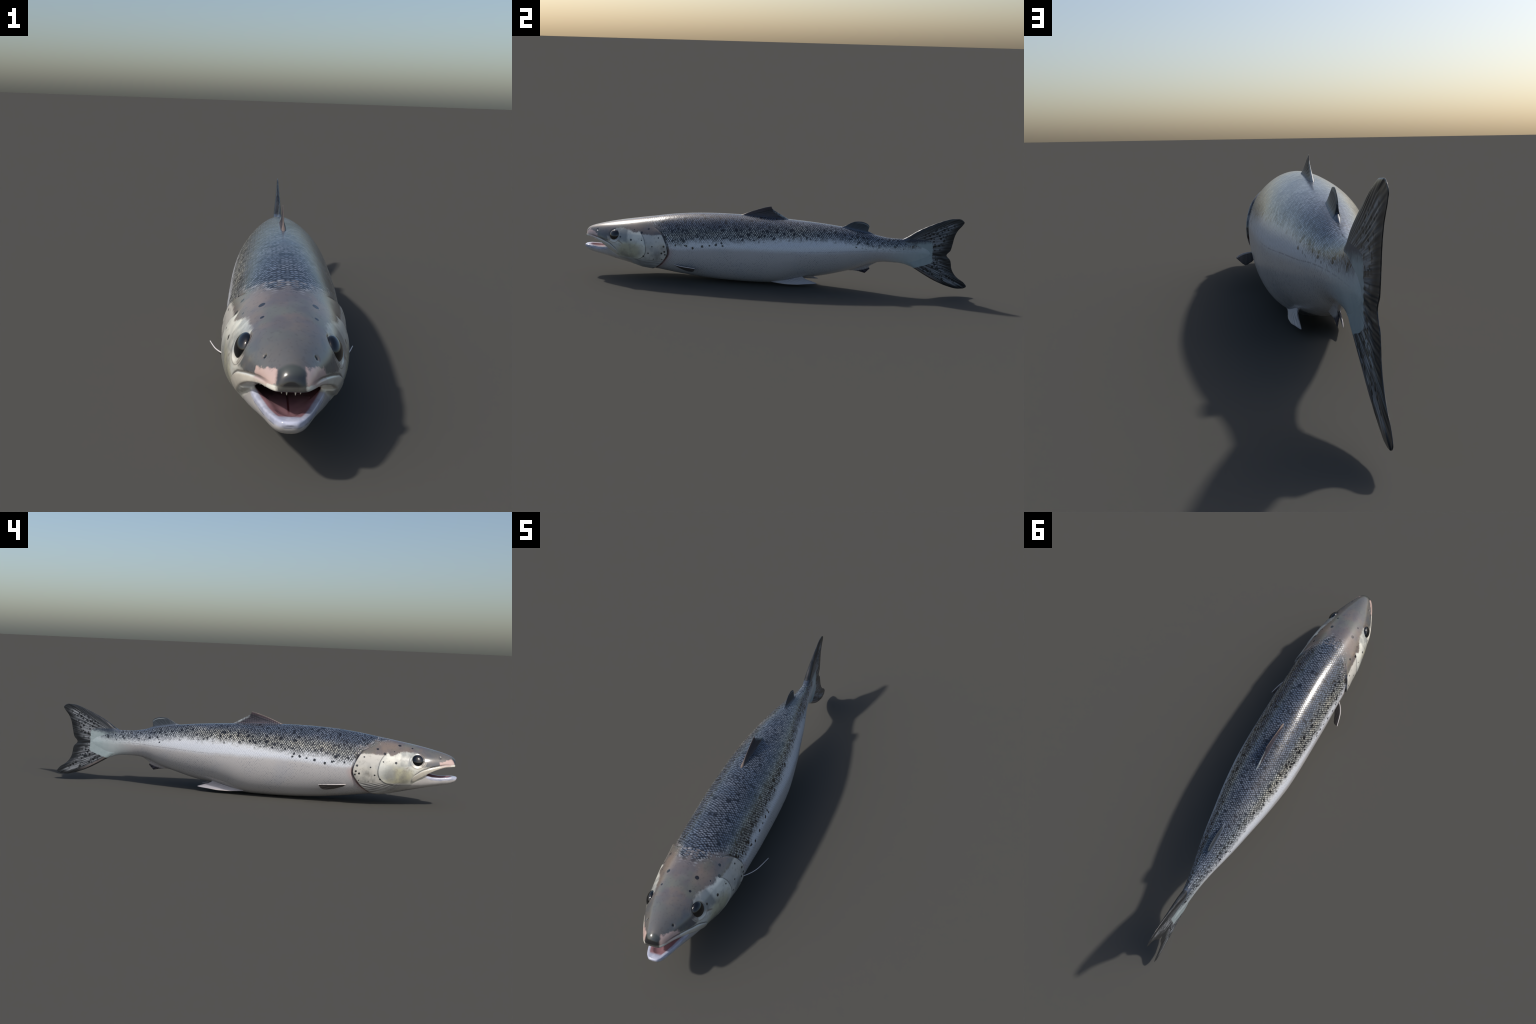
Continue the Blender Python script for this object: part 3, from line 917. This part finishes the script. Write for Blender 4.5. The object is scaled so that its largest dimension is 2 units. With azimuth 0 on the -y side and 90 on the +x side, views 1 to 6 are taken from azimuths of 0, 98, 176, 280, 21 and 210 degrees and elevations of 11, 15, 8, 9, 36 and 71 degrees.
def adi_thick(u, v, P):
    h = P[..., 2] - BACK(P[..., 1])
    t = .0014 + .0045 * (1 - v) ** 1.3
    return t * (1 - .7 * step(v, .9, 1.0)) + flare(v, h + .003, .0065, .008) * step(u, 0, .15) * step(u, 1, .85)


fin_mesh("adipose_fin", adi_base, adi_edge, adi_thick, [MAT_ADIPOSE], nu=100, nv=40)

# anal fin
ana_base = resample(plane([(.385, .105), (.43, .120), (.48, .138), (.52, .150), (.553, .158)]), 100)
ana_edge = resample(plane([(.395, .0905), (.424, .0925), (.454, .0890), (.485, .0812), (.498, .0945), (.509, .1060), (.495, .1120),
                           (.515, .1270), (.545, .1440)]), 100, smooth=False)


def ana_thick(u, v, P):
    h = BELLY(P[..., 1]) - P[..., 2]
    ray = 1 + .25 * np.sin(u * 2 * np.pi * 14)
    t = .0010 + .0026 * (1 - v)
    return t * ray * (1 - .7 * step(v, .9, 1.0)) + flare(v, h + .006, .011, .010) * step(u, 0, .15) * step(u, 1, .85)


fin_mesh("anal_fin", ana_base, ana_edge, ana_thick, [MAT_ANAL], nu=100, nv=40)

# tail fin
cau_base = resample(plane([(.652, .255), (.690, .252), (.715, .235), (.725, .205), (.720, .175), (.708, .158), (.690, .155)]), 260)
cau_edge = resample(plane([(.655, .2660), (.679, .2777), (.734, .3150), (.792, .3455), (.865, .3765), (.909, .3885), (.938, .3894), (.955, .3832),
                           (.9635, .3728), (.956, .3580), (.934, .3289), (.921, .2964), (.9135, .2553), (.907, .2265), (.889, .2010),
                           (.910, .1733), (.919, .1321), (.935, .1029), (.953, .0849), (.985, .0629), (.9985, .0440), (.988, .0344),
                           (.952, .0298), (.905, .0388), (.847, .0597), (.789, .0889), (.746, .1142), (.724, .1268), (.700, .1420)]), 260,
                    marks=[0, .02, .08, .14, .21, .25, .28, .305, .325, .35, .385, .42, .455, .48, .505, .53, .565, .60, .63, .67, .70,
                           .72, .755, .80, .85, .90, .94, .97, 1])


LEAD_UP = curve([(.62, .262), (.655, .268), (.679, .2785), (.734, .3150), (.792, .3455), (.865, .3765), (.909, .3890), (.938, .3905), (.97, .392)])
LEAD_LOW = curve([(.62, .150), (.700, .1400), (.724, .1268), (.746, .1142), (.789, .0889), (.847, .0597), (.905, .0388), (.952, .0290), (1.0, .030)])


def cau_thick(u, v, P):
    y, z = P[..., 1], P[..., 2]
    t = np.interp(y, [.66, .72, .78, .82, .86, .92, 1.0], [.0160, .0138, .0098, .0072, .0052, .0034, .0020])
    lead = np.minimum(u, 1 - u)
    ray = 1 + .10 * np.sin(u * 2 * np.pi * 46) * step(y, .79, .86) * step(lead, .03, .10)
    # both leading edges are rounded blades, the hind margin thins out
    d = np.clip(np.minimum(LEAD_UP(y) - z, z - LEAD_LOW(y)) * .85 / .019, 0, 1)
    blade = .10 + .90 * np.sqrt(1 - (1 - d) ** 2)
    rim = np.where((u < .28) | (u > .72), 1.0, step(v, 1.0, .80) * .80 + .20)
    return t * ray * rim * blade * np.ones_like(v)


fin_mesh("tail_fin", cau_base, cau_edge, cau_thick, [MAT_CAUDAL], nu=260, nv=70)

# paired fins
for s in (-1, 1):
    # leading edge of the folded pectoral fin, and the blade hanging back from it
    pec_lead = resample([(s * .112, -.500, .0970), (s * .126, -.486, .0970), (s * .147, -.462, .0980), (s * .161, -.437, .0985), (s * .172, -.402, .0985), (s * .1805, -.3655, .0970)], 70)
    chord = np.interp(np.linspace(0, 1, 70), [0, .12, .3, .5, .62, .75, .88, 1], [.016, .026, .042, .049, .047, .036, .018, 0])
    pec_trail = pec_lead + chord[:, None] * np.array([-s * .29, .755, -.588])

    def pec_thick(u, v, P):
        ray = 1 + .20 * np.sin(v * 2 * np.pi * 7)
        return (.0005 + .0005 * np.exp(-v / .10) + .0006 * (1 - u)) * ray * (1 - .6 * step(v, .9, 1.0))

    fin_mesh("pectoral_fin", pec_lead, pec_trail, pec_thick, [MAT_PAIRED], nu=70, nv=36)

    pel_base = resample([(s * .058, .012, .022), (s * .056, .06, .028), (s * .053, .11, .040), (s * .049, .150, .050), (s * .046, .170, .054)], 80)
    pel_edge = resample([(s * .058, .010, .018), (s * .061, .050, .0145), (s * .064, .090, .0125), (s * .062, .135, .0125), (s * .056, .185, .0165), (s * .047, .2440, .0225),
                         (s * .049, .222, .0310), (s * .050, .198, .0380), (s * .048, .175, .0440)], 80,
                        marks=[0, .12, .26, .42, .58, .74, .84, .92, 1])

    def pel_thick(u, v, P):
        ray = 1 + .22 * np.sin(u * 2 * np.pi * 12)
        return (.0009 + .0034 * (1 - v) ** 2) * ray * (1 - .6 * step(v, .9, 1.0))

    fin_mesh("pelvic_fin", pel_base, pel_edge, pel_thick, [MAT_PAIRED], nu=80, nv=36)

# ----------------------------------------------------------------------------
# eyes, teeth, tongue
# ----------------------------------------------------------------------------
def ball(name, centre, radii, axis, mats, n=48, m=32, parent=None):
    """Ellipsoid; its first radius lies along the given axis."""
    ax = Vector(axis).normalized()
    up = Vector((0, 0, 1))
    e2 = (up - ax * up.dot(ax)).normalized()
    e3 = ax.cross(e2)
    V = []
    for i in range(m + 1):
        a = math.pi * i / m
        for j in range(n):
            b = 2 * math.pi * j / n
            p = ax * (radii[0] * math.cos(a)) + e2 * (radii[1] * math.sin(a) * math.cos(b)) + e3 * (radii[2] * math.sin(a) * math.sin(b))
            V.append(Vector(centre) + p)
    F = []
    for i in range(m):
        for j in range(n):
            k = (j + 1) % n
            F.append((i * n + j, (i + 1) * n + j, (i + 1) * n + k, i * n + k))
    ob = add_mesh(name, V, F, mats, parent)
    import bmesh
    bm = bmesh.new()
    bm.from_mesh(ob.data)
    bmesh.ops.remove_doubles(bm, verts=bm.verts, dist=1e-6)
    bmesh.ops.recalc_face_normals(bm, faces=bm.faces)
    bm.to_mesh(ob.data)
    bm.free()
    ob.data.polygons.foreach_set("use_smooth", np.ones(len(ob.data.polygons), bool))
    return ob


for s in (-1, 1):
    ball("eye", (s * .0890, -.8130, .2260), (.0150, .0275, .0275), (s * .90, -.26, .36), [MAT_EYE])


def cone(name, base, tip, r, mats):
    b, t = Vector(base), Vector(tip)
    d = (t - b).normalized()
    e = d.orthogonal().normalized()
    f = d.cross(e)
    V, F = [], []
    prof = [(0, 1.0), (.35, .86), (.65, .58), (.88, .26), (1, .04)]
    n = 12
    for h, w in prof:
        for j in range(n):
            a = 2 * math.pi * j / n
            V.append(b + (t - b) * h + (e * math.cos(a) + f * math.sin(a)) * r * w)
    for i in range(len(prof) - 1):
        for j in range(n):
            k = (j + 1) % n
            F.append((i * n + j, i * n + k, (i + 1) * n + k, (i + 1) * n + j))
    F.append(tuple(range(n))[::-1])
    F.append(tuple(range((len(prof) - 1) * n, len(prof) * n)))
    return add_mesh(name, V, F, mats)


for s in (-1, 1):
    for x, y, ln in ((.0095, -.9875, .0065), (.0185, -.9845, .0050), (.0480, -.9450, .0055), (.0560, -.9280, .004)):
        zt = float(LIP_UP(np.array(y)))
        cone("tooth", (s * (x - .0015), y, zt + .003), (s * (x - .002), y + .001, zt - ln), .0019, [MAT_TOOTH])
